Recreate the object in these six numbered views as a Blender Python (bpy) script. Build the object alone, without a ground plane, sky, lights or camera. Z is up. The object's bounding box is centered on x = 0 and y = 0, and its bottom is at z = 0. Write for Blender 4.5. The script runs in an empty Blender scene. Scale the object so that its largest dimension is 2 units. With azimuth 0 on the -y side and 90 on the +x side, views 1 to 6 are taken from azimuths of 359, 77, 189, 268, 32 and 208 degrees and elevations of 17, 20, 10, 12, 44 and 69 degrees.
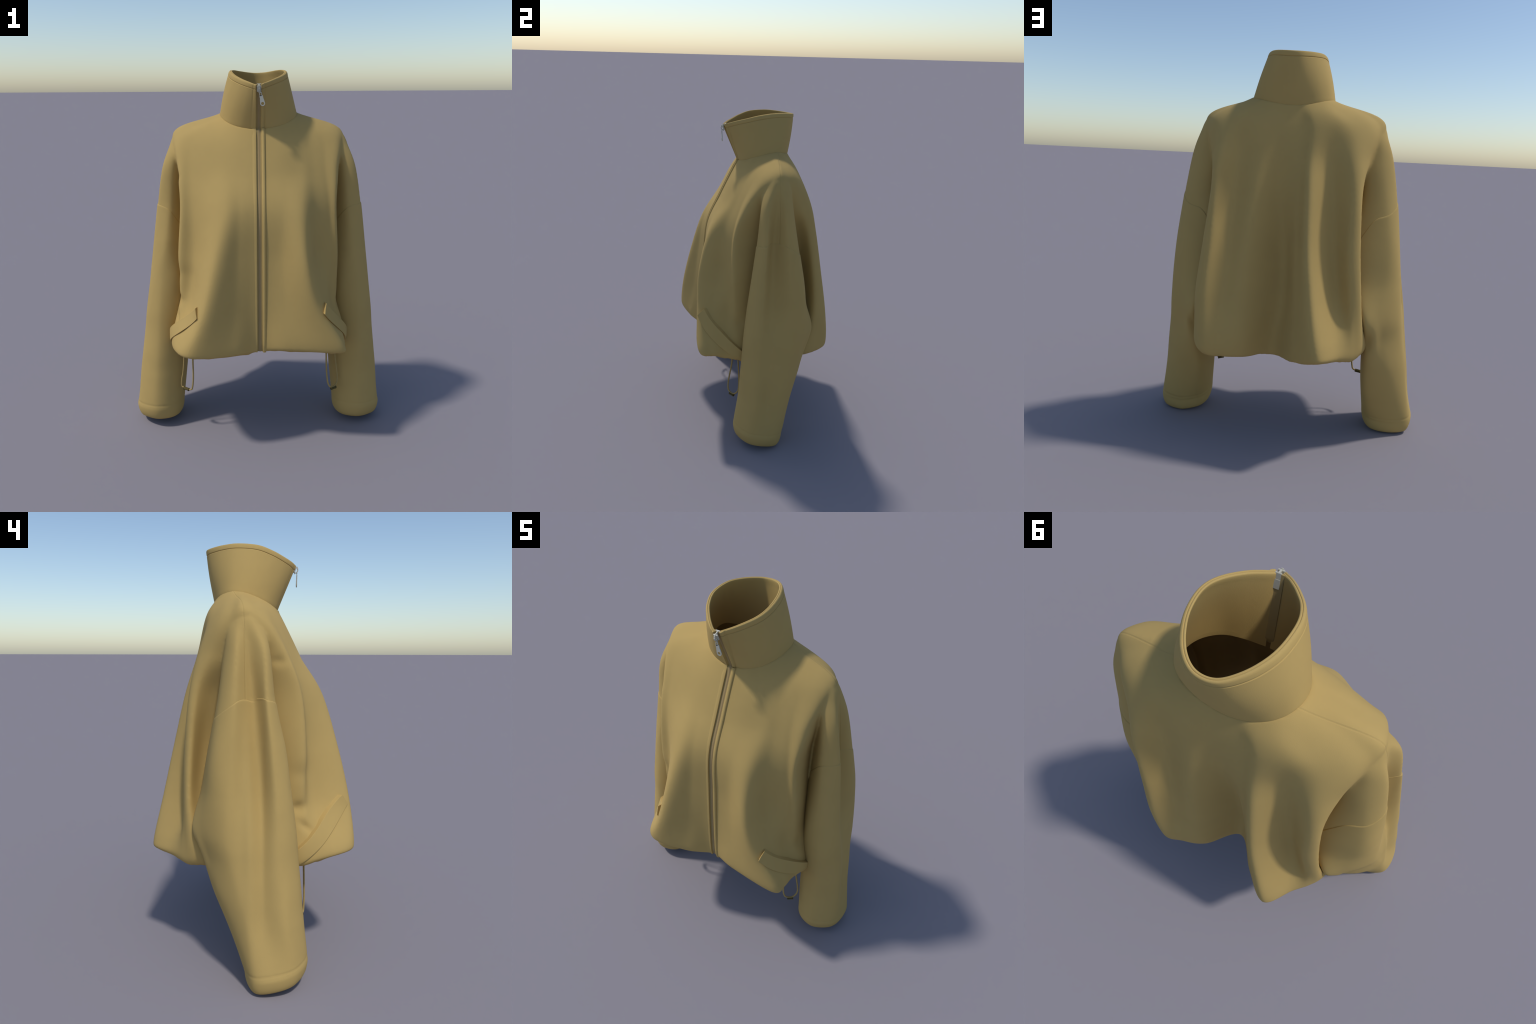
import bpy, bmesh, math, random
import numpy as np
from mathutils import Vector
from mathutils.bvhtree import BVHTree

random.seed(4)
rng = np.random.default_rng(4)

# ------------------------------------------------------------------ helpers


def catmull(P, n, closed):
    """Catmull-Rom resampling of control points P (k, d) to n points."""
    P = np.asarray(P, float)
    k = len(P)
    if closed:
        t = np.arange(n) * k / n
    else:
        t = np.linspace(0, k - 1, n)
    i = np.floor(t).astype(int)
    if not closed:
        i = np.minimum(i, k - 2)
    f = (t - i)[:, None]
    if closed:
        g = lambda j: P[j % k]
    else:
        E = np.vstack([2 * P[0] - P[1], P, 2 * P[-1] - P[-2]])
        g = lambda j: E[np.clip(j + 1, 0, k + 1)]
    a, b, c, d = g(i - 1), g(i), g(i + 1), g(i + 2)
    return 0.5 * (2 * b + (c - a) * f + (2 * a - 5 * b + 4 * c - d) * f ** 2 + (3 * b - a - 3 * c + d) * f ** 3)


def bump(x, c, w):
    return np.exp(-((x - c) / w) ** 2)


def grid_faces(rows, cols, closed=True, offset=0):
    F = []
    for r in range(rows - 1):
        for c in range(cols if closed else cols - 1):
            d = (c + 1) % cols
            F.append((offset + r * cols + c, offset + r * cols + d, offset + (r + 1) * cols + d, offset + (r + 1) * cols + c))
    return F


def mesh_from(name, V, F, smooth=True):
    me = bpy.data.meshes.new(name)
    me.from_pydata([tuple(map(float, v)) for v in V], [], F)
    me.validate()
    me.update()
    if smooth:
        me.polygons.foreach_set("use_smooth", [True] * len(me.polygons))
    return me


def make(name, me, parent, mat):
    o = bpy.data.objects.new(name, me)
    bpy.context.scene.collection.objects.link(o)
    if parent is not None:
        o.parent = parent
    if mat is not None:
        me.materials.clear()
        me.materials.append(mat)
    return o


def fix_normals(me):
    bm = bmesh.new()
    bm.from_mesh(me)
    bmesh.ops.recalc_face_normals(bm, faces=bm.faces)
    bm.to_mesh(me)
    bm.free()


def apply_modifiers(o):
    dg = bpy.context.evaluated_depsgraph_get()
    me = bpy.data.meshes.new_from_object(o.evaluated_get(dg))
    old = o.data
    o.modifiers.clear()
    o.data = me
    if old.users == 0:
        bpy.data.meshes.remove(old)


# ---------------------------------------------------------------- materials


def cloth_material(name, base, vary=0.02, grain=0.25):
    m = bpy.data.materials.new(name)
    m.use_nodes = True
    nt = m.node_tree
    nt.nodes.clear()
    N = nt.nodes.new
    L = nt.links.new
    out = N("ShaderNodeOutputMaterial")
    bs = N("ShaderNodeBsdfPrincipled")
    co = N("ShaderNodeTexCoord")
    n1 = N("ShaderNodeTexNoise")
    n1.inputs["Scale"].default_value = 7.0
    n1.inputs["Detail"].default_value = 3.0
    ramp = N("ShaderNodeValToRGB")
    lo = [c * (1 - vary) for c in base]
    hi = [min(1, c * (1 + vary)) for c in base]
    ramp.color_ramp.elements[0].position = 0.3
    ramp.color_ramp.elements[1].position = 0.7
    ramp.color_ramp.elements[0].color = (*lo, 1)
    ramp.color_ramp.elements[1].color = (*hi, 1)
    n2 = N("ShaderNodeTexNoise")
    n2.inputs["Scale"].default_value = 420.0
    n2.inputs["Detail"].default_value = 2.0
    mp = N("ShaderNodeMapping")
    mp.inputs["Scale"].default_value = (1, 1, 0.6)
    bp = N("ShaderNodeBump")
    bp.inputs["Strength"].default_value = grain
    bp.inputs["Distance"].default_value = 0.0012
    bs.inputs["Roughness"].default_value = 0.92
    bs.inputs["Specular IOR Level"].default_value = 0.18
    L(co.outputs["Object"], n1.inputs["Vector"])
    L(co.outputs["Object"], mp.inputs["Vector"])
    L(mp.outputs["Vector"], n2.inputs["Vector"])
    L(n1.outputs["Fac"], ramp.inputs["Fac"])
    L(ramp.outputs["Color"], bs.inputs["Base Color"])
    L(n2.outputs["Fac"], bp.inputs["Height"])
    L(bp.outputs["Normal"], bs.inputs["Normal"])
    L(bs.outputs["BSDF"], out.inputs["Surface"])
    return m


def metal_material(name, base, rough):
    m = bpy.data.materials.new(name)
    m.use_nodes = True
    nt = m.node_tree
    bs = nt.nodes["Principled BSDF"]
    no = nt.nodes.new("ShaderNodeTexNoise")
    no.inputs["Scale"].default_value = 90.0
    co = nt.nodes.new("ShaderNodeTexCoord")
    ra = nt.nodes.new("ShaderNodeValToRGB")
    ra.color_ramp.elements[0].color = (*[c * 0.9 for c in base], 1)
    ra.color_ramp.elements[1].color = (*[min(1, c * 1.08) for c in base], 1)
    nt.links.new(co.outputs["Object"], no.inputs["Vector"])
    nt.links.new(no.outputs["Fac"], ra.inputs["Fac"])
    nt.links.new(ra.outputs["Color"], bs.inputs["Base Color"])
    bs.inputs["Metallic"].default_value = 0.0
    bs.inputs["Roughness"].default_value = rough
    return m


def add_shoulder_seam(m):
    """A sewn line over the shoulder: a shallow bump groove along y = 0.118 - 0.164 |x|, above the underarm only."""
    nt = m.node_tree
    N, L = nt.nodes.new, nt.links.new

    def math_node(op, a, b=None):
        n = N("ShaderNodeMath")
        n.operation = op
        for k, v in enumerate((a, b)):
            if v is None:
                continue
            if isinstance(v, (int, float)):
                n.inputs[k].default_value = v
            else:
                L(v, n.inputs[k])
        return n.outputs[0]

    co = N("ShaderNodeTexCoord")
    sep = N("ShaderNodeSeparateXYZ")
    L(co.outputs["Object"], sep.inputs[0])
    ax = math_node("ABSOLUTE", sep.outputs["X"])
    d = math_node("ADD", math_node("ADD", sep.outputs["Y"], -.118), math_node("MULTIPLY", ax, .164))
    groove = math_node("SUBTRACT", 1.0, math_node("MINIMUM", 1.0, math_node("DIVIDE", math_node("ABSOLUTE", d), .0045)))
    groove = math_node("MULTIPLY", groove, math_node("GREATER_THAN", sep.outputs["Z"], 1.15))
    b = N("ShaderNodeBump")
    b.inputs["Strength"].default_value = .4
    b.inputs["Distance"].default_value = .004
    b.invert = True
    L(groove, b.inputs["Height"])
    old = [n for n in nt.nodes if n.type == "BUMP" and n != b][0]
    L(b.outputs["Normal"], old.inputs["Normal"])


CLOTH = cloth_material("tan_fleece", (0.467, 0.323, 0.114))
BODY_CLOTH = cloth_material("tan_fleece_body", (0.467, 0.323, 0.114))
add_shoulder_seam(BODY_CLOTH)
TAPE = cloth_material("zip_tape_brown", (0.36, 0.262, 0.108), 0.03, 0.15)
TEETH = cloth_material("zip_coil_brown", (0.34, 0.24, 0.115), 0.03, 0.1)
CORD = cloth_material("cord_tan", (0.40, 0.285, 0.11), 0.05, 0.4)
BEAD = cloth_material("bead_olive", (0.11, 0.085, 0.03), 0.05, 0.2)
METAL = metal_material("pale_metal", (0.50, 0.475, 0.385), 0.42)

# ------------------------------------------------------- body: profile lines
# Each line is one lengthwise fold or hollow of the cloth.  It starts from a
# bearing on the neck ring (x, y), then goes over the yoke and down through
# about 1.48, 1.30, 1.05, 0.80, 0.60 (fullest) to the hem edge.
LINES = []


def line(*pts):
    LINES.append(pts)


# middle of the front, then round by the wearer's left (+x)
line((0, -.137), (0, -.190, 1.60), (0, -.250, 1.48), (0, -.333, 1.30), (0, -.362, 1.05), (0, -.383, .80), (0, -.392, .61), (0, -.382, .553))
line((.09, -.112), (.12, -.178, 1.605), (.12, -.242, 1.48), (.115, -.335, 1.30), (.115, -.366, 1.05), (.13, -.396, .80), (.15, -.426, .61), (.15, -.412, .569))
line((.155, -.066), (.22, -.138, 1.63), (.225, -.218, 1.48), (.225, -.335, 1.30), (.245, -.410, 1.05), (.300, -.432, .80), (.415, -.440, .600), (.420, -.420, .556))       # ridge
line((.175, -.04), (.27, -.110, 1.645), (.29, -.190, 1.48), (.30, -.262, 1.30), (.312, -.285, 1.05), (.370, -.347, .80), (.458, -.362, .595), (.448, -.348, .548))      # hollow
line((.190, -.014), (.33, -.080, 1.660), (.35, -.170, 1.48), (.37, -.222, 1.30), (.383, -.238, 1.05), (.397, -.255, .80), (.460, -.285, .62), (.460, -.275, .535))
line((.205, .015), (.42, -.045, 1.660), (.425, -.140, 1.48), (.416, -.195, 1.30), (.430, -.202, 1.05), (.437, -.185, .80), (.482, -.172, .60), (.485, -.165, .525))
line((.211, .045), (.462, .040, 1.683), (.43, .030, 1.50), (.39, .010, 1.30), (.39, .000, 1.05), (.41, .000, .80), (.46, .030, .60), (.455, .030, .515))
line((.207, .07), (.43, .095, 1.670), (.41, .140, 1.48), (.335, .175, 1.30), (.297, .205, 1.05), (.338, .212, .80), (.448, .170, .60), (.448, .150, .515))         # crease
line((.203, .092), (.385, .150, 1.664), (.386, .207, 1.48), (.376, .256, 1.30), (.398, .288, 1.05), (.428, .302, .80), (.440, .285, .60), (.438, .270, .505))
line((.165, .142), (.30, .196, 1.658), (.335, .270, 1.48), (.342, .310, 1.30), (.352, .352, 1.05), (.368, .390, .80), (.365, .410, .60), (.36, .400, .502))           # lobe
line((.13, .16), (.22, .205, 1.655), (.245, .232, 1.48), (.255, .255, 1.30), (.265, .300, 1.05), (.275, .348, .80), (.275, .396, .60), (.27, .390, .494))             # hollow
line((.095, .171), (.14, .213, 1.64), (.135, .240, 1.48), (.145, .268, 1.30), (.158, .306, 1.05), (.165, .332, .80), (.165, .362, .60), (.165, .355, .492))            # ridge
line((.025, .181), (.05, .208, 1.63), (.03, .222, 1.48), (.03, .220, 1.30), (.01, .214, 1.05), (.00, .226, .80), (.02, .240, .60), (.03, .238, .480))            # hollow
line((-.035, .179), (-.06, .208, 1.63), (-.06, .238, 1.48), (-.065, .270, 1.30), (-.075, .308, 1.05), (-.090, .355, .80), (-.100, .388, .60), (-.095, .380, .498))
line((-.085, .171), (-.125, .222, 1.645), (-.122, .265, 1.48), (-.130, .325, 1.30), (-.144, .386, 1.05), (-.180, .442, .80), (-.218, .492, .585), (-.222, .484, .535))  # ridge
line((-.135, .15), (-.22, .208, 1.66), (-.215, .228, 1.48), (-.235, .248, 1.30), (-.250, .273, 1.05), (-.280, .305, .80), (-.316, .380, .60), (-.322, .382, .525))   # hollow
line((-.165, .125), (-.31, .180, 1.655), (-.325, .250, 1.48), (-.335, .292, 1.30), (-.338, .318, 1.05), (-.362, .326, .80), (-.385, .330, .60), (-.38, .320, .508))  # lobe
line((-.187, .092), (-.385, .140, 1.66), (-.385, .210, 1.48), (-.378, .258, 1.30), (-.388, .282, 1.05), (-.410, .292, .80), (-.43, .275, .60), (-.415, .262, .515))
line((-.195, .07), (-.425, .095, 1.668), (-.405, .140, 1.48), (-.335, .175, 1.30), (-.294, .205, 1.05), (-.338, .214, .80), (-.448, .170, .60), (-.445, .150, .515))   # crease
line((-.200, .035), (-.455, .040, 1.682), (-.42, .030, 1.50), (-.38, .010, 1.30), (-.38, .000, 1.05), (-.41, .000, .80), (-.46, .030, .60), (-.455, .030, .515))
line((-.196, -.005), (-.415, -.045, 1.658), (-.42, -.140, 1.48), (-.412, -.200, 1.30), (-.430, -.220, 1.05), (-.434, -.213, .80), (-.480, -.208, .60), (-.482, -.202, .525))
line((-.182, -.034), (-.33, -.085, 1.657), (-.345, -.172, 1.48), (-.338, -.238, 1.30), (-.340, -.268, 1.05), (-.370, -.288, .80), (-.446, -.385, .595), (-.434, -.366, .551))  # hollow
line((-.145, -.081), (-.21, -.140, 1.63), (-.20, -.225, 1.48), (-.185, -.342, 1.30), (-.230, -.420, 1.05), (-.288, -.474, .80), (-.352, -.494, .600), (-.338, -.476, .561))    # ridge
line((-.080, -.116), (-.11, -.178, 1.605), (-.10, -.242, 1.48), (-.09, -.340, 1.30), (-.10, -.382, 1.05), (-.12, -.418, .80), (-.13, -.448, .595), (-.14, -.434, .550))

# foot of the collar, from one side of the zip round the neck to the other
BASE = [(.019, -.134, 1.703), (.085, -.122, 1.712), (.150, -.092, 1.731), (.195, -.038, 1.752), (.215, .030, 1.772), (.210, .093, 1.778), (.172, .138, 1.768),
        (.095, .170, 1.752), (0, .181, 1.742), (-.080, .172, 1.748), (-.144, .146, 1.763), (-.187, .100, 1.776), (-.202, .042, 1.773), (-.190, -.020, 1.755),
        (-.152, -.079, 1.731), (-.090, -.118, 1.712), (-.010, -.136, 1.702)]
neck = catmull(BASE, 400, True)
neck_az = np.arctan2(neck[:, 0], -(neck[:, 1] - .03))
for k, pts in enumerate(LINES):
    az = math.atan2(pts[0][0], -(pts[0][1] - .03))
    p = neck[np.argmin(np.abs((neck_az - az + math.pi) % (2 * math.pi) - math.pi))]
    hx, hy, hz = pts[-1]
    LINES[k] = (tuple(p),) + tuple(pts[1:]) + ((hx * .885, hy * .87, hz - .015),)

ROWS, COLS = 150, 220
ctrl = np.array(LINES)                                   # columns x levels x 3
lv = np.stack([catmull(c, ROWS, False) for c in ctrl])   # columns x ROWS x 3
body_grid = np.stack([catmull(lv[:, r], COLS, True) for r in range(ROWS)])

# small dents where the left front buckles over the pocket
for cx, cy, cz, amp, wy, wz, slope in ((-.45, -.215, .79, .016, .035, .028, 0), (-.44, -.25, .70, .012, .022, .030, .8), (-.40, -.22, .95, .006, .05, .04, 0),
                                       (-.42, -.116, 1.458, .008, .035, .022, 0), (.45, -.19, .76, .010, .035, .05, 0)):
    d = np.exp(-((body_grid[:, :, 1] - cy - slope * (body_grid[:, :, 2] - cz)) / wy) ** 2 - ((body_grid[:, :, 2] - cz) / wz) ** 2 - ((body_grid[:, :, 0] - cx) / .08) ** 2)
    body_grid[:, :, 0] -= np.sign(cx) * amp * d
    body_grid[:, :, 1] += amp * .5 * d

# gathered hem: small scallops that fade upwards
turn = np.arange(COLS) / COLS * 2 * math.pi
gather = sum(a * np.sin(k * turn + p) for a, k, p in ((.0040, 17, .4), (.0032, 29, 2.1), (.0022, 43, 4.0)))
low = np.clip((np.arange(ROWS) - ROWS * 0.80) / (ROWS * 0.14), 0, 1) ** 2
body_grid[:, :, 2] += low[:, None] * gather[None, :] * np.where(body_grid[:, :, 1] < 0, 1.0, .45)

# little puckers where the drawcord pulls the hem in, strongest towards the front corners
edge_w = np.clip((np.arange(ROWS) - ROWS * .86) / (ROWS * .07), 0, 1)[:, None]
pucker = (.0034 * np.sin(61 * turn + 1.1 * np.sin(5 * turn)) + .0022 * np.sin(97 * turn + 2.0))[None, :] * edge_w
pucker = pucker * (.35 + .65 * np.exp(-((np.abs(body_grid[:, :, 0]) - .40) / .14) ** 2)) * np.where(body_grid[:, :, 1] < .1, 1, .4)
body_grid[:, :, 2] += pucker
body_grid[:, :, :2] *= (1 - 1.2 * pucker)[:, :, None]

# ------------------------------------------------------------- sleeve shape
# Cross-sections of the +x sleeve from the shoulder to the cuff: the outside is
# folded in along its length, so each ring goes hollow, back lobe, back tip,
# inner back, inner, inner front, front tip, front lobe.
ARM = [
    (1.674, [(.465, .035), (.457, .060), (.410, .090), (.360, .070), (.340, .035), (.360, .000), (.410, -.020), (.454, .005)]),
    (1.62, [(.491, .030), (.482, .072), (.430, .112), (.370, .085), (.350, .030), (.380, -.020), (.430, -.045), (.484, -.010)]),
    (1.50, [(.502, .020), (.529, .076), (.468, .122), (.380, .120), (.360, .040), (.410, -.020), (.475, -.072), (.534, -.045)]),
    (1.30, [(.509, .006), (.565, .085), (.506, .148), (.395, .142), (.380, .030), (.430, -.040), (.495, -.094), (.571, -.054)]),
    (1.05, [(.547, -.002), (.596, .102), (.538, .188), (.345, .192), (.355, .040), (.438, -.085), (.525, -.130), (.603, -.074)]),
    (.88, [(.583, -.008), (.612, .120), (.530, .210), (.362, .222), (.368, .030), (.444, -.118), (.545, -.151), (.624, -.090)]),
    (.705, [(.628, -.018), (.621, .125), (.512, .238), (.428, .264), (.405, .030), (.440, -.126), (.556, -.174), (.645, -.103)]),
    (.58, [(.645, -.024), (.633, .098), (.532, .196), (.448, .222), (.432, .030), (.446, -.132), (.560, -.184), (.656, -.108)]),
    (.44, [(.660, -.037), (.655, .066), (.560, .162), (.455, .174), (.434, .005), (.450, -.143), (.568, -.197), (.671, -.120)]),
    (.30, [(.674, -.050), (.672, .035), (.585, .108), (.462, .118), (.436, -.020), (.455, -.155), (.575, -.208), (.685, -.132)]),
    (.08, [(.722, -.085), (.702, .004), (.598, .040), (.492, .016), (.450, -.080), (.480, -.198), (.585, -.240), (.690, -.180)])]


ARM_COLS = 120


def sleeve_grid(side, z_from, z_to, rows):
    """Rings of the arm tube between two heights; column 0 is the hollow on the outside, a quarter turn on is the back."""
    heights = np.array([a[0] for a in ARM])
    rings = np.array([catmull(a[1], ARM_COLS, True) for a in ARM])        # levels x ARM_COLS x 2
    flat = np.concatenate([heights[:, None], rings.reshape(len(ARM), -1)], 1)
    dense = catmull(flat, 500, False)
    zs = np.linspace(z_from, z_to, rows)
    pos = np.interp(-zs, -dense[:, 0], np.arange(500))
    i = np.minimum(pos.astype(int), 498)
    f = (pos - i)[:, None]
    val = dense[i] * (1 - f) + dense[i + 1] * f
    R = np.empty((rows, ARM_COLS, 3))
    R[:, :, :2] = val[:, 1:].reshape(rows, ARM_COLS, 2)
    R[:, :, 2] = zs[:, None]
    behind = np.clip(R[:, :, 1] / .1, 0, 1)
    zz = zs[:, None]
    R[:, :, 1] += behind * (.009 * bump(R[:, :, 0], .500, .022) * bump(zz, .61, .07) - .013 * bump(R[:, :, 0], .462, .02) * bump(zz, .585, .05))
    if side > 0:            # this cuff is a little fuller at the back
        R[:, :, 1] += .022 * np.clip((R[:, :, 0] - .50) / .08, 0, 1) * np.clip((.42 - zs) / .3, 0, 1)[:, None] * np.clip((R[:, :, 1] + .1) / .15, 0, 1)
    if side < 0:            # this one is folded in further forward and lower, and is fuller in front
        tall = bump(zz, .85, .42)
        R[:, :, 0] += (R[:, :, 0] > .5) * tall * (.010 * bump(R[:, :, 1], .022, .022) - .020 * bump(R[:, :, 1], -.036, .026))
        R[:, :, 1] -= .015 * np.clip((1.3 - zz) / .2, 0, 1) * np.clip((-.05 - R[:, :, 1]) / .08, 0, 1) * np.clip(zz / .3, 0, 1)
    if side < 0:
        R = R[:, ::-1].copy()
        R[:, :, 0] *= -1
        R[:, :, 0] += (-.005 + .021 * np.clip((zs - .08) / .8, 0, 1))[:, None]
    return R


def seam_height(x, y):
    """Where the dropped armhole seam lies, as a height over the plan: an arc over the outside, dropping inwards."""
    y = np.asarray(y, float)
    arc = 1.307 - 1.75 * (y - .0) ** 2 - .35 * np.clip(y - .06, 0, 1)
    inner = 1.245 + 1.75 * (np.abs(x) - .46)
    k = .02
    return -k * np.log(np.exp(-arc / k) + np.exp(-inner / k))


def arm_span(side, top, bottom, rows):
    """Arm tube whose ends follow the armhole seam: each lengthwise line runs from top(seam height) to bottom(seam height)."""
    zs = np.linspace(1.674, .08, 900)
    G = sleeve_grid(side, 1.674, .08, 900)
    H = seam_height(G[:, :, 0], G[:, :, 1])
    out = np.empty((rows, ARM_COLS, 3))
    for c in range(ARM_COLS):
        i = int(np.argmax(zs < H[:, c]))
        h = zs[i]
        want = np.linspace(float(top(h)), float(bottom(h)), rows)
        for k in range(3):
            out[:, c, k] = np.interp(-want, -zs, G[:, c, k])
    return out


# ---------------------------------------------------- body shell: one union
V = [p for p in body_grid.reshape(-1, 3)]
F = grid_faces(ROWS, COLS)
open_V, open_F = list(V), list(F)
V += [np.array([0, .03, 1.70]), np.array([0, 0, .56])]
n0 = ROWS * COLS
F += [(c, n0, (c + 1) % COLS) for c in range(COLS)]
F += [((ROWS - 1) * COLS + c, (ROWS - 1) * COLS + (c + 1) % COLS, n0 + 1) for c in range(COLS)]
for side in (1, -1):
    G = arm_span(side, lambda h: 1.674 + 0 * h, lambda h: h - .05, 80)
    b = len(V)
    V += list(G.reshape(-1, 3))
    F += grid_faces(80, ARM_COLS, True, b)
    ob = len(open_V)
    keep = sleeve_grid(side, 1.674, .93, 160)
    open_V += list(keep.reshape(-1, 3))
    open_F += grid_faces(160, ARM_COLS, True, ob)
    t = len(V)
    V += [G[0].mean(0) + np.array([0, 0, .004]), G[-1].mean(0)]
    F += [(b + c, t, b + (c + 1) % ARM_COLS) for c in range(ARM_COLS)]
    F += [(b + 79 * ARM_COLS + c, b + 79 * ARM_COLS + (c + 1) % ARM_COLS, t + 1) for c in range(ARM_COLS)]

me = mesh_from("shell", V, F)
fix_normals(me)
shell = make("shell", me, None, None)
md = shell.modifiers.new("union", "REMESH")
md.mode = "VOXEL"
md.voxel_size = 0.0055
md.use_smooth_shade = True
sm = shell.modifiers.new("soft", "SMOOTH")
sm.factor = 0.5
sm.iterations = 7
apply_modifiers(shell)

tree = BVHTree.FromPolygons([Vector(map(float, v)) for v in open_V], open_F)
trunk = BVHTree.FromPolygons([Vector(map(float, v)) for v in open_V[:ROWS * COLS]], grid_faces(ROWS, COLS))
bm = bmesh.new()
bm.from_mesh(shell.data)
bmesh.ops.recalc_face_normals(bm, faces=bm.faces)
# the closing lids (neck, hem, ends of the arm stubs) lie away from the cloth: take them out
others = [f for f in bm.faces if abs(f.calc_center_median().x) > .34 and 1.0 < f.calc_center_median().z < 1.4]
near = list({g for f in others for g in (*f.verts, *f.edges, f)})
for v in bm.verts:
    v.co.z -= float(seam_height(v.co.x, v.co.y)) - .007
bmesh.ops.bisect_plane(bm, geom=near, plane_co=(0, 0, 0), plane_no=(0, 0, 1), dist=1e-5)
for v in bm.verts:
    v.co.z += float(seam_height(v.co.x, v.co.y)) - .007
doomed = []
for v in bm.verts:
    hit = tree.find_nearest(v.co)
    x, y, z = v.co
    under_sleeve = abs(x) > .33 and z > .9 and z < float(seam_height(x, y)) - .0071 and trunk.find_nearest(v.co)[3] > .016
    if hit[3] > .012 or under_sleeve:
        doomed.append(v)
bmesh.ops.delete(bm, geom=doomed, context="VERTS")


def cut(bm, axis, height):
    """Cut the mesh cleanly along the surface  co[axis] = height(other two coordinates)."""
    others = [k for k in range(3) if k != axis]
    for v in bm.verts:
        v.co[axis] -= float(height(v.co[others[0]], v.co[others[1]]))
    nrm = Vector((0, 0, 0))
    nrm[axis] = 1
    bmesh.ops.bisect_plane(bm, geom=bm.verts[:] + bm.edges[:] + bm.faces[:], plane_co=(0, 0, 0), plane_no=nrm, dist=1e-5)
    for v in bm.verts:
        v.co[axis] += float(height(v.co[others[0]], v.co[others[1]]))


def zip_x(z):
    return .0055


ZL, ZR = -.0145, .0145
side_seam = lambda x, z: .118 - .164 * abs(x) - .05 * (z < 1.2) * 0
cut(bm, 1, side_seam)
cut(bm, 0, lambda y, z: zip_x(z) + ZL)
cut(bm, 0, lambda y, z: zip_x(z) + ZR)


def split(bm, test, name):
    keep = bm.copy()
    bad = [f for f in keep.faces if not test(f.calc_center_median())]
    bmesh.ops.delete(keep, geom=bad, context="FACES")
    me = bpy.data.meshes.new(name)
    keep.to_mesh(me)
    keep.free()
    me.polygons.foreach_set("use_smooth", [True] * len(me.polygons))
    return me


whole = bpy.data.meshes.new("whole")
bm.to_mesh(whole)
surface = BVHTree.FromBMesh(bm)

jacket = bpy.data.objects.new("zip_jacket", None)
bpy.context.scene.collection.objects.link(jacket)
jacket["label"] = "tan fleece zip jacket with tall stand collar and wide sleeves"
jacket["category"] = "jacket"

is_front = lambda c: c.y < side_seam(c.x, c.z)
back_me = split(bm, lambda c: not is_front(c), "back_panel")
right_me = split(bm, lambda c: is_front(c) and c.x < zip_x(c.z) + ZL, "front_panel")
left_me = split(bm, lambda c: is_front(c) and c.x > zip_x(c.z) + ZR, "front_panel")
bm.free()
# one smooth cloth: the panels borrow the normals of the whole shell
wt = BVHTree.FromPolygons([v.co for v in whole.vertices], [tuple(p.vertices) for p in whole.polygons])
wn = {tuple(round(c, 5) for c in v.co): v.normal.copy() for v in whole.vertices}


def panel(name, me):
    o = make(name, me, jacket, BODY_CLOTH)
    s = o.modifiers.new("thickness", "SOLIDIFY")
    s.thickness = .011
    s.offset = -1
    apply_modifiers(o)
    m = o.data
    base = [v.normal.copy() for v in m.vertices]
    nn = []
    for v, b in zip(m.vertices, base):
        n = wn.get(tuple(round(c, 5) for c in v.co))
        nn.append(n if n is not None else b)
    m.normals_split_custom_set_from_vertices(nn)
    return o


panel("front_panel", left_me)
panel("front_panel", right_me)
panel("back_panel", back_me)
bpy.data.objects.remove(shell)


def on_front(x, z, lift=0.0, from_y=-1.2):
    """Point on the outside of the front at (x, z), and the outward normal."""
    hit = surface.ray_cast(Vector((x, from_y, z)), Vector((0, 1, 0)))
    if hit[0] is None or hit[0].y > .05:
        return None, None
    n = hit[1]
    if n.y > 0:
        n = -n
    return hit[0] + n * lift, n


# ----------------------------------------------------------------- sleeves


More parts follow.
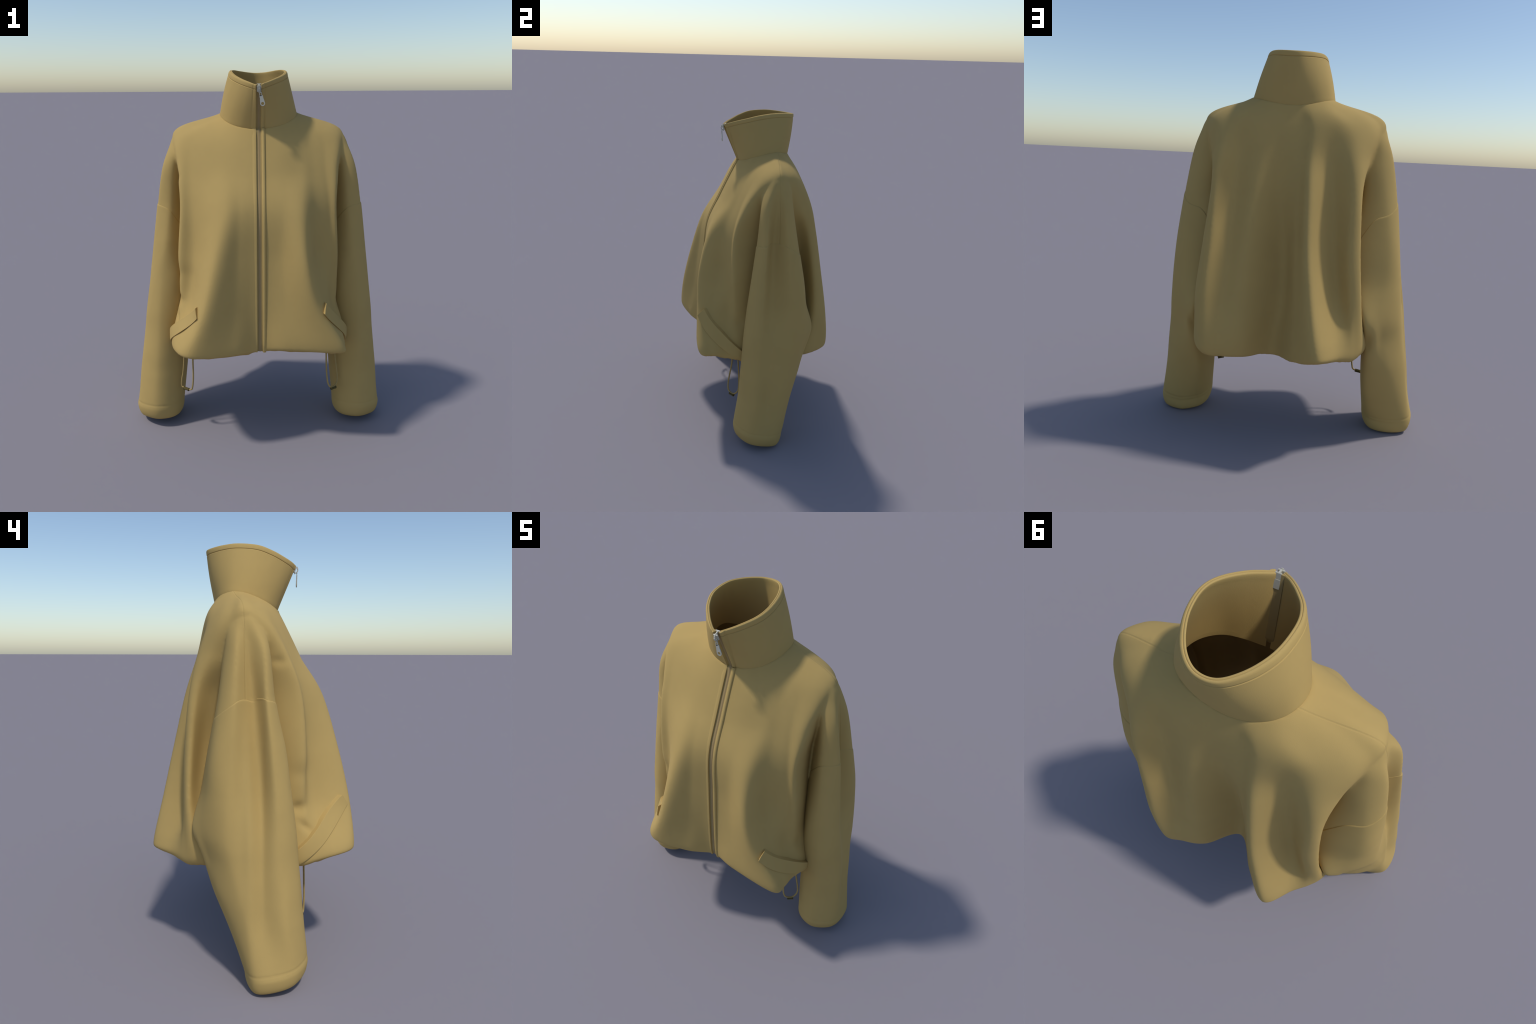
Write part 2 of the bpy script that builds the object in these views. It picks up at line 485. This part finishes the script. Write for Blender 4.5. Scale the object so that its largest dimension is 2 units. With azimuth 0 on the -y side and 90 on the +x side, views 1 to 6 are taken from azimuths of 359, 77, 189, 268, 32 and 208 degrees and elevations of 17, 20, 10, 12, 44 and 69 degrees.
def build_sleeve(side):
    G = arm_span(side, lambda h: h, lambda h: .08 + 0 * h, 210)
    # round the cuff in under itself: same ring, drawn in along an arc
    tail = []
    base = G[-1]
    cen = base.mean(0)
    for k in range(1, 26):
        t = k / 25 * math.radians(165)
        inset = .034 * (1 - math.cos(t))
        drop = .072 * math.sin(t) if t < math.pi / 2 else .072 - .03 * (1 - math.sin(t))
        d = base - cen
        r = np.linalg.norm(d[:, :2], axis=1, keepdims=True)
        ring = base.copy()
        ring[:, :2] = cen[:2] + d[:, :2] * np.clip(1 - inset / r * .9, .2, 1)
        ring[:, 2] = .08 - drop
        tail.append(ring)
    G = np.vstack([G, np.array(tail)])
    rows = len(G)
    nrm = G - G.mean(1, keepdims=True)
    nrm[:, :, 2] = 0
    nrm /= np.linalg.norm(nrm, axis=2, keepdims=True)
    z = G[:, :, 2]
    drop = G[:1, :, 2] - z                       # distance below the armhole seam
    off = .0026 * np.clip(drop / .008, 0, 1) ** .6 - .0050 * np.clip(1 - drop / .004, 0, 1)
    off = off - .0020 * bump(z, .104, .004) + .0004 * bump(z, .082, .018)
    off[-16:] = 0
    G = G + nrm * off[:, :, None]
    # the cuff hangs lower at the back
    w = np.clip((.65 - z) / .5, 0, 1) ** 1.5
    G[:, :, 2] += w * (-.17 * (G[:, :, 1] + .097) + (.015 if side > 0 else .013))
    me = mesh_from("sleeve", G.reshape(-1, 3), grid_faces(rows, ARM_COLS))
    f = max(me.polygons, key=lambda p: abs(p.center.x))
    if f.normal.x * side < 0:
        me.flip_normals()
    o = make("sleeve", me, jacket, CLOTH)
    s = o.modifiers.new("thickness", "SOLIDIFY")
    s.thickness = .010
    s.offset = -1
    apply_modifiers(o)
    return o


build_sleeve(1)
build_sleeve(-1)

# ------------------------------------------------------------------ collar
TOP = [(.020, -.219, 1.923), (.084, -.165, 1.947), (.137, -.095, 1.970), (.156, -.027, 1.987), (.148, .057, 1.998), (.122, .130, 1.999), (.088, .182, 1.995),
       (.045, .213, 1.990), (-.005, .217, 1.988), (-.050, .195, 1.990), (-.101, .139, 1.995), (-.136, .065, 1.998), (-.145, -.033, 1.990), (-.124, -.107, 1.969),
       (-.084, -.164, 1.948), (-.045, -.203, 1.933), (-.010, -.228, 1.920)]
NC = 300
base, top = catmull(BASE, NC, False), catmull(TOP, NC, False)
tan = np.gradient((base + top) / 2, axis=0)
tan[:, 2] = 0
tan /= np.linalg.norm(tan, axis=1, keepdims=True)
outw = np.stack([tan[:, 1], -tan[:, 0], np.zeros(NC)], 1)
along = np.linspace(0, 1, NC)
# cross-section from the outer foot over the double-rolled rim to the inner foot:
# (height 0..1, push outward in metres)
SECTION = [(-.05, -.004), (0, 0), (.1, 0), (.25, 0), (.5, 0), (.7, 0), (.85, 0), (.878, 0), (.892, -.0024), (.906, .0004), (.950, .0008), (.975, .0002),
           (.990, -.0015), (.998, -.0045), (.997, -.007), (.991, -.0085), (.998, -.0100), (1.0, -.0125), (.993, -.0155), (.975, -.0165), (.94, -.0165), (.85, -.0155), (.6, -.015),
           (.3, -.015), (.05, -.016), (-.08, -.018)]
S = np.array(SECTION)
S = np.vstack([catmull(S, 250, False)])
bulge = lambda t: .005 * np.sin(np.clip(t, 0, 1) * math.pi)
back_w = bump(along, .47, .2)
rings = []
for t, o_ in S:
    p = base + (top - base) * t
    p = p + outw * (o_ + bulge(t) * np.sin(np.minimum(1, np.minimum(along, 1 - along) / .2) * math.pi / 2) ** 2)[:, None]
    rings.append(p)
C = np.array(rings)
# facings beside the zip: a rolled edge on one side, a flat stitched one on the other
step = np.linalg.norm(np.diff((base + top) / 2, axis=0), axis=1)
dist = np.concatenate([[0], np.cumsum(step)])
d0, d1 = dist, dist[-1] - dist
facing = .0040 * np.exp(-((d0 - .008) / .008) ** 4) - .0022 * bump(d0, .0195, .0035) - .0018 * bump(d1, .019, .0035)
C += facing[None, :, None] * outw[None] * (S[:, 1] > -.003)[:, None, None]
V = C.reshape(-1, 3)
F = grid_faces(len(C), NC, False)
n = len(C)
for c in (0, NC - 1):
    ids = [r * NC + c for r in range(n)]
    k = n // 2
    F += [(ids[r], ids[r + 1], ids[n - 2 - r], ids[n - 1 - r]) for r in range(k - 1)]
me = mesh_from("collar", V, F)
fix_normals(me)
collar = make("collar", me, jacket, CLOTH)
try:
    me.set_sharp_from_angle(angle=math.radians(60))
except Exception:
    pass

# ---------------------------------------------------------- zip and plackets
zip_obj = bpy.data.objects.new("zip", None)
bpy.context.scene.collection.objects.link(zip_obj)
zip_obj.parent = jacket


def front_line(x_off, lift, n=160):
    """A line down the front beside the zip: up the collar edge, then down the body to the hem."""
    pts = []
    for z in np.linspace(.553, 1.703, n):
        x = zip_x(z) + x_off
        best = None
        for xx in (x, x + .004, x - .004, x + .02 * (1 if x_off > 0 else -1), x + .03 * (1 if x_off > 0 else -1)):
            p, nn = on_front(xx, z)
            if p is not None and p.y < -.05:
                best = p.y
                break
        if best is None:
            continue
        pts.append((x, best - lift, z))
    P = np.array(pts)
    k = np.ones(9) / 9
    y = np.convolve(np.pad(P[:, 1], 4, mode="edge"), k, mode="valid")
    P[:, 1] = y
    return P


def swept_strip(name, mat, parent, centre, profile):
    """Sweep a cross-section (across in x, out in -y) along a front line."""
    R = []
    d = np.gradient(centre, axis=0)
    d /= np.linalg.norm(d, axis=1, keepdims=True)
    nrm = np.stack([np.zeros(len(d)), -d[:, 2], d[:, 1]], 1)
    nrm /= np.linalg.norm(nrm, axis=1, keepdims=True)
    for a, b in profile:
        R.append(centre + np.array([a, 0, 0]) + nrm * b)
    R = np.array(R).transpose(1, 0, 2)
    k = len(profile)
    V = R.reshape(-1, 3)
    F = grid_faces(len(R), k, True)
    F += [tuple(range(k)), tuple(range((len(R) - 1) * k, len(R) * k))[::-1]]
    me = mesh_from(name, V, F)
    fix_normals(me)
    me.set_sharp_from_angle(angle=math.radians(50))
    return make(name, me, parent, mat)


def rounded(w0, w1, h, lowz, n=10):
    """Half-rounded bar profile from w0 to w1, top at h, foot at lowz."""
    a = np.linspace(0, math.pi, n)
    c, r = (w0 + w1) / 2, (w1 - w0) / 2
    return [(w0, lowz)] + [(c - r * math.cos(t) * 1.0, lowz * .25 + (h - lowz * .25) * math.sin(t) ** .6) for t in a] + [(w1, lowz)]


body_line = front_line(0.0, 0.0)
zt = np.linspace(0, 1, 50)[1:, None]
collar_line = np.array([.006, -.131, 1.70]) + (np.array([.005, -.218, 1.918]) - np.array([.006, -.131, 1.70])) * zt
full = np.vstack([body_line, collar_line])
tape_line = full.copy()
swept_strip("zip_tape", TAPE, zip_obj, tape_line, [(-.018, -.013), (-.018, -.005), (.018, -.005), (.018, -.013)])
swept_strip("zip_coil", TEETH, zip_obj, tape_line, [(-.0045, -.009), (-.0045, -.0044), (-.0015, -.0036), (.0015, -.0036), (.0045, -.0044), (.0045, -.009)])
swept_strip("zip_placket", CLOTH, jacket, front_line(ZR, 0.0), rounded(-.001, .018, .0072, -.008))
swept_strip("zip_placket", CLOTH, jacket, front_line(ZL, 0.0), [(-.021, -.008), (-.020, -.0012), (-.015, .0008), (-.008, .0020), (-.001, .0024), (.0010, .0018), (.0014, -.008)])


# slider and pull
def box(b, cx, cy, cz, sx, sy, sz):
    r = bmesh.ops.create_cube(b, size=1.0)
    for v in r["verts"]:
        v.co = Vector((cx + v.co.x * sx, cy + v.co.y * sy, cz + v.co.z * sz))
    return r["verts"]


def finish(b, name, parent, mat, bev=.0012):
    es = [e for e in b.edges if len(e.link_faces) == 2 and e.calc_face_angle() > .6]
    bmesh.ops.bevel(b, geom=es, offset=bev, segments=2, affect="EDGES", clamp_overlap=True)
    me = bpy.data.meshes.new(name)
    b.to_mesh(me)
    b.free()
    me.polygons.foreach_set("use_smooth", [True] * len(me.polygons))
    me.set_sharp_from_angle(angle=math.radians(35))
    return make(name, me, parent, mat)


lean = Vector((0.0, -.085, .217)).normalized()      # direction up the collar front
outd = Vector((0.0, -.93, -.36)).normalized()
top_pt = Vector((.007, -.226, 1.917))


def slider_frame(me):
    """Local (x across, y out of the cloth, z up the zip) to the collar front."""
    for v in me.vertices:
        v.co = top_pt + Vector((1, 0, 0)) * v.co.x + outd * v.co.y + lean * v.co.z


b = bmesh.new()
box(b, 0, .004, -.016, .022, .007, .030)
box(b, 0, -.018, -.016, .022, .006, .034)
box(b, 0, -.006, -.004, .006, .022, .010)
slider = finish(b, "zip_slider", zip_obj, METAL)
slider_frame(slider.data)
b = bmesh.new()
for i in range(7):
    t = i / 6
    zz = -.002 - .030 * t
    yy = .009 + .009 * math.sin(t * math.pi)
    box(b, .001 * t, yy, zz, .0085, .005, .0075)
bridge = finish(b, "slider_bridge", slider, METAL)
slider_frame(bridge.data)
# tape-end plate, pale on the inside of the collar
b = bmesh.new()
box(b, 0, -.0225, -.034, .020, .002, .030)
plate = finish(b, "zip_end_plate", zip_obj, METAL, .0005)
slider_frame(plate.data)

# pull: hanging straight down, a link and a tear-shaped tab with a hole
def ring_bar(name, parent, cen, r0, r1, thick, n=32, squash=1.0):
    """A flat ring in the xz plane."""
    V, F = [], []
    for i in range(n):
        a = 2 * math.pi * i / n
        for r, y in ((r0, -thick / 2), (r1, -thick / 2), (r1, thick / 2), (r0, thick / 2)):
            V.append((cen[0] + r * math.cos(a), cen[1] + y, cen[2] + r * math.sin(a) * squash))
    for i in range(n):
        j = (i + 1) % n
        for k in range(4):
            F.append((i * 4 + k, i * 4 + (k + 1) % 4, j * 4 + (k + 1) % 4, j * 4 + k))
    me = mesh_from(name, V, F)
    fix_normals(me)
    me.set_sharp_from_angle(angle=math.radians(35))
    return make(name, me, parent, METAL)


def tab(name, parent, c, tilt):
    """Tear-shaped pull tab with an eye, hanging from c in the xz plane."""
    hole_c, hole_r, out_r = -.038, .0074, .0122
    n = 40
    outer, inner = [], []
    for i in range(n):
        a = math.pi / 2 + 2 * math.pi * i / n
        ca, sa = math.cos(a), math.sin(a)
        inner.append((hole_r * ca, hole_c + hole_r * sa))
        if sa > .25:                      # upper part: drawn up to the narrow neck
            w = min(1.0, max(-1.0, ca / .97))
            u = (sa - .25) / .75
            outer.append((out_r * ca * (1 - .15 * u) if u < .35 else (.0085 * np.sign(ca) if u < .72 else .0085 * ca / .66), hole_c + out_r * sa + (.0 if u < .05 else .029 * min(1, (u / .72) ** 1.1))))
        else:
            outer.append((out_r * ca, hole_c + out_r * sa))
    V, F = [], []
    for y in (-.002, .002):
        V += [(x, y, z) for x, z in outer] + [(x, y, z) for x, z in inner]
    for i in range(n):
        j = (i + 1) % n
        F += [(i, j, n + j, n + i), (2 * n + j, 2 * n + i, 3 * n + i, 3 * n + j), (i, 2 * n + i, 2 * n + j, j), (n + j, 3 * n + j, 3 * n + i, n + i)]
    me = mesh_from(name, V, F)
    fix_normals(me)
    me.set_sharp_from_angle(angle=math.radians(35))
    ct, st = math.cos(tilt), math.sin(tilt)
    for v in me.vertices:
        x, y, z = v.co
        v.co = Vector((c[0] + ct * x - st * z, c[1] + y, c[2] + st * x + ct * z))
    return make(name, me, parent, METAL)


pull = tab("zip_pull", slider, (.0165, -.2335, 1.868), .20)
ring_bar("pull_link", slider, (.0145, -.2335, 1.876), .0035, .0062, .004, squash=1.7)

# ------------------------------------------------------------ pocket welts


def welt(corners, lift=.021):
    """A slanting strip laid over the cloth between four corner points (upper edge in, upper edge low, lower edge low, lower edge in)."""
    a, b_, c, d = [np.array(q) for q in corners]
    nu, nv = 60, 16
    top_rows, foot = [], []
    for i in range(nv):
        v = i / (nv - 1)
        row, frow = [], []
        for j in range(nu):
            u = j / (nu - 1)
            p = (a * (1 - u) + b_ * u) * (1 - v) + (d * (1 - u) + c * u) * v
            # outward direction, turning with the side of the body
            nx = np.array([np.sign(p[0]) * (.35 + .65 * u), -(1 - .75 * u), 0.0])
            nx /= np.linalg.norm(nx)
            h = surface.ray_cast(Vector(map(float, p + nx * .25)), Vector(map(float, -nx)), .6)
            q = np.array(h[0]) if h[0] is not None else p
            rise = min(.024, max(lift * (1 - .62 * v), float((p - q) @ nx))) 
            row.append(np.array(q) + nx * rise)
            frow.append(np.array(q) - nx * .006 if rise < .03 else np.array(q) + nx * (rise - .03))
        top_rows.append(row)
        foot.append(frow)
    T = np.array(top_rows)
    uu = np.linspace(0, 1, nu)
    for i in range(nv):                    # stiff strip: it bends in one sweep, not with every hollow
        for k in range(3):
            T[i, :, k] = .25 * T[i, :, k] + .75 * np.polyval(np.polyfit(uu, T[i, :, k], 3), uu)
    for _ in range(4):
        T[:, 1:-1] = (T[:, :-2] + 2 * T[:, 1:-1] + T[:, 2:]) / 4
    B = np.array(foot)
    V = list(T.reshape(-1, 3)) + list(B.reshape(-1, 3))
    k = nu * nv
    F = grid_faces(nv, nu, False) + [f[::-1] for f in grid_faces(nv, nu, False, k)]
    rim = [j for j in range(nu)] + [i * nu + nu - 1 for i in range(1, nv)] + [(nv - 1) * nu + j for j in range(nu - 2, -1, -1)] + [i * nu for i in range(nv - 2, 0, -1)]
    for i, p in enumerate(rim):
        q = rim[(i + 1) % len(rim)]
        F.append((p, q, k + q, k + p))
    me = mesh_from("pocket_welt", V, F)
    fix_normals(me)
    me.set_sharp_from_angle(angle=math.radians(50))
    o = make("pocket_welt", me, jacket, CLOTH)
    bv = o.modifiers.new("soft_edge", "BEVEL")
    bv.width = .0018
    bv.segments = 3
    bv.angle_limit = math.radians(50)
    apply_modifiers(o)
    return o


welt([(.349, -.395, .832), (.484, -.160, .585), (.486, -.170, .505), (.342, -.445, .786)])
welt([(-.314, -.402, .826), (-.486, -.190, .600), (-.484, -.195, .520), (-.312, -.450, .779)])

# -------------------------------------------------------------- drawcords


def drawcord(pts, bead_at, bead_dir):
    c = bpy.data.curves.new("drawcord", "CURVE")
    c.dimensions = "3D"
    s = c.splines.new("POLY")
    P = catmull(np.array(pts), 60, False)
    s.points.add(len(P) - 1)
    for q, p in zip(s.points, P):
        q.co = (*map(float, p), 1)
    c.bevel_depth = .0046
    c.bevel_resolution = 3
    c.use_fill_caps = True
    tmp = bpy.data.objects.new("tmp", c)
    bpy.context.scene.collection.objects.link(tmp)
    dg = bpy.context.evaluated_depsgraph_get()
    me = bpy.data.meshes.new_from_object(tmp.evaluated_get(dg))
    bpy.data.objects.remove(tmp)
    me.name = "drawcord"
    cord = make("drawcord", me, jacket, CORD)
    b = bmesh.new()
    bmesh.ops.create_cone(b, cap_ends=True, segments=10, radius1=.0085, radius2=.0085, depth=.032)
    q = Vector(bead_dir).to_track_quat("Z", "Y")
    for v in b.verts:
        v.co = Vector(bead_at) + q @ v.co
    finish(b, "cord_bead", cord, BEAD, .0015)


drawcord([(-.420, -.215, .56), (-.423, -.215, .47), (-.432, -.214, .36), (-.443, -.213, .30), (-.446, -.212, .262), (-.441, -.214, .253), (-.415, -.232, .249),
          (-.389, -.246, .251), (-.380, -.250, .27), (-.373, -.252, .33), (-.372, -.250, .42), (-.372, -.245, .56)], (-.417, -.231, .248), (.050, -.030, -.004))
drawcord([(.383, -.215, .56), (.384, -.225, .44), (.386, -.240, .36), (.392, -.249, .30), (.403, -.249, .268), (.416, -.240, .255), (.430, -.230, .252),
          (.444, -.217, .256), (.455, -.200, .275), (.456, -.190, .31), (.440, -.188, .42), (.425, -.195, .56)], (.430, -.231, .245), (.04, .03, -.002))
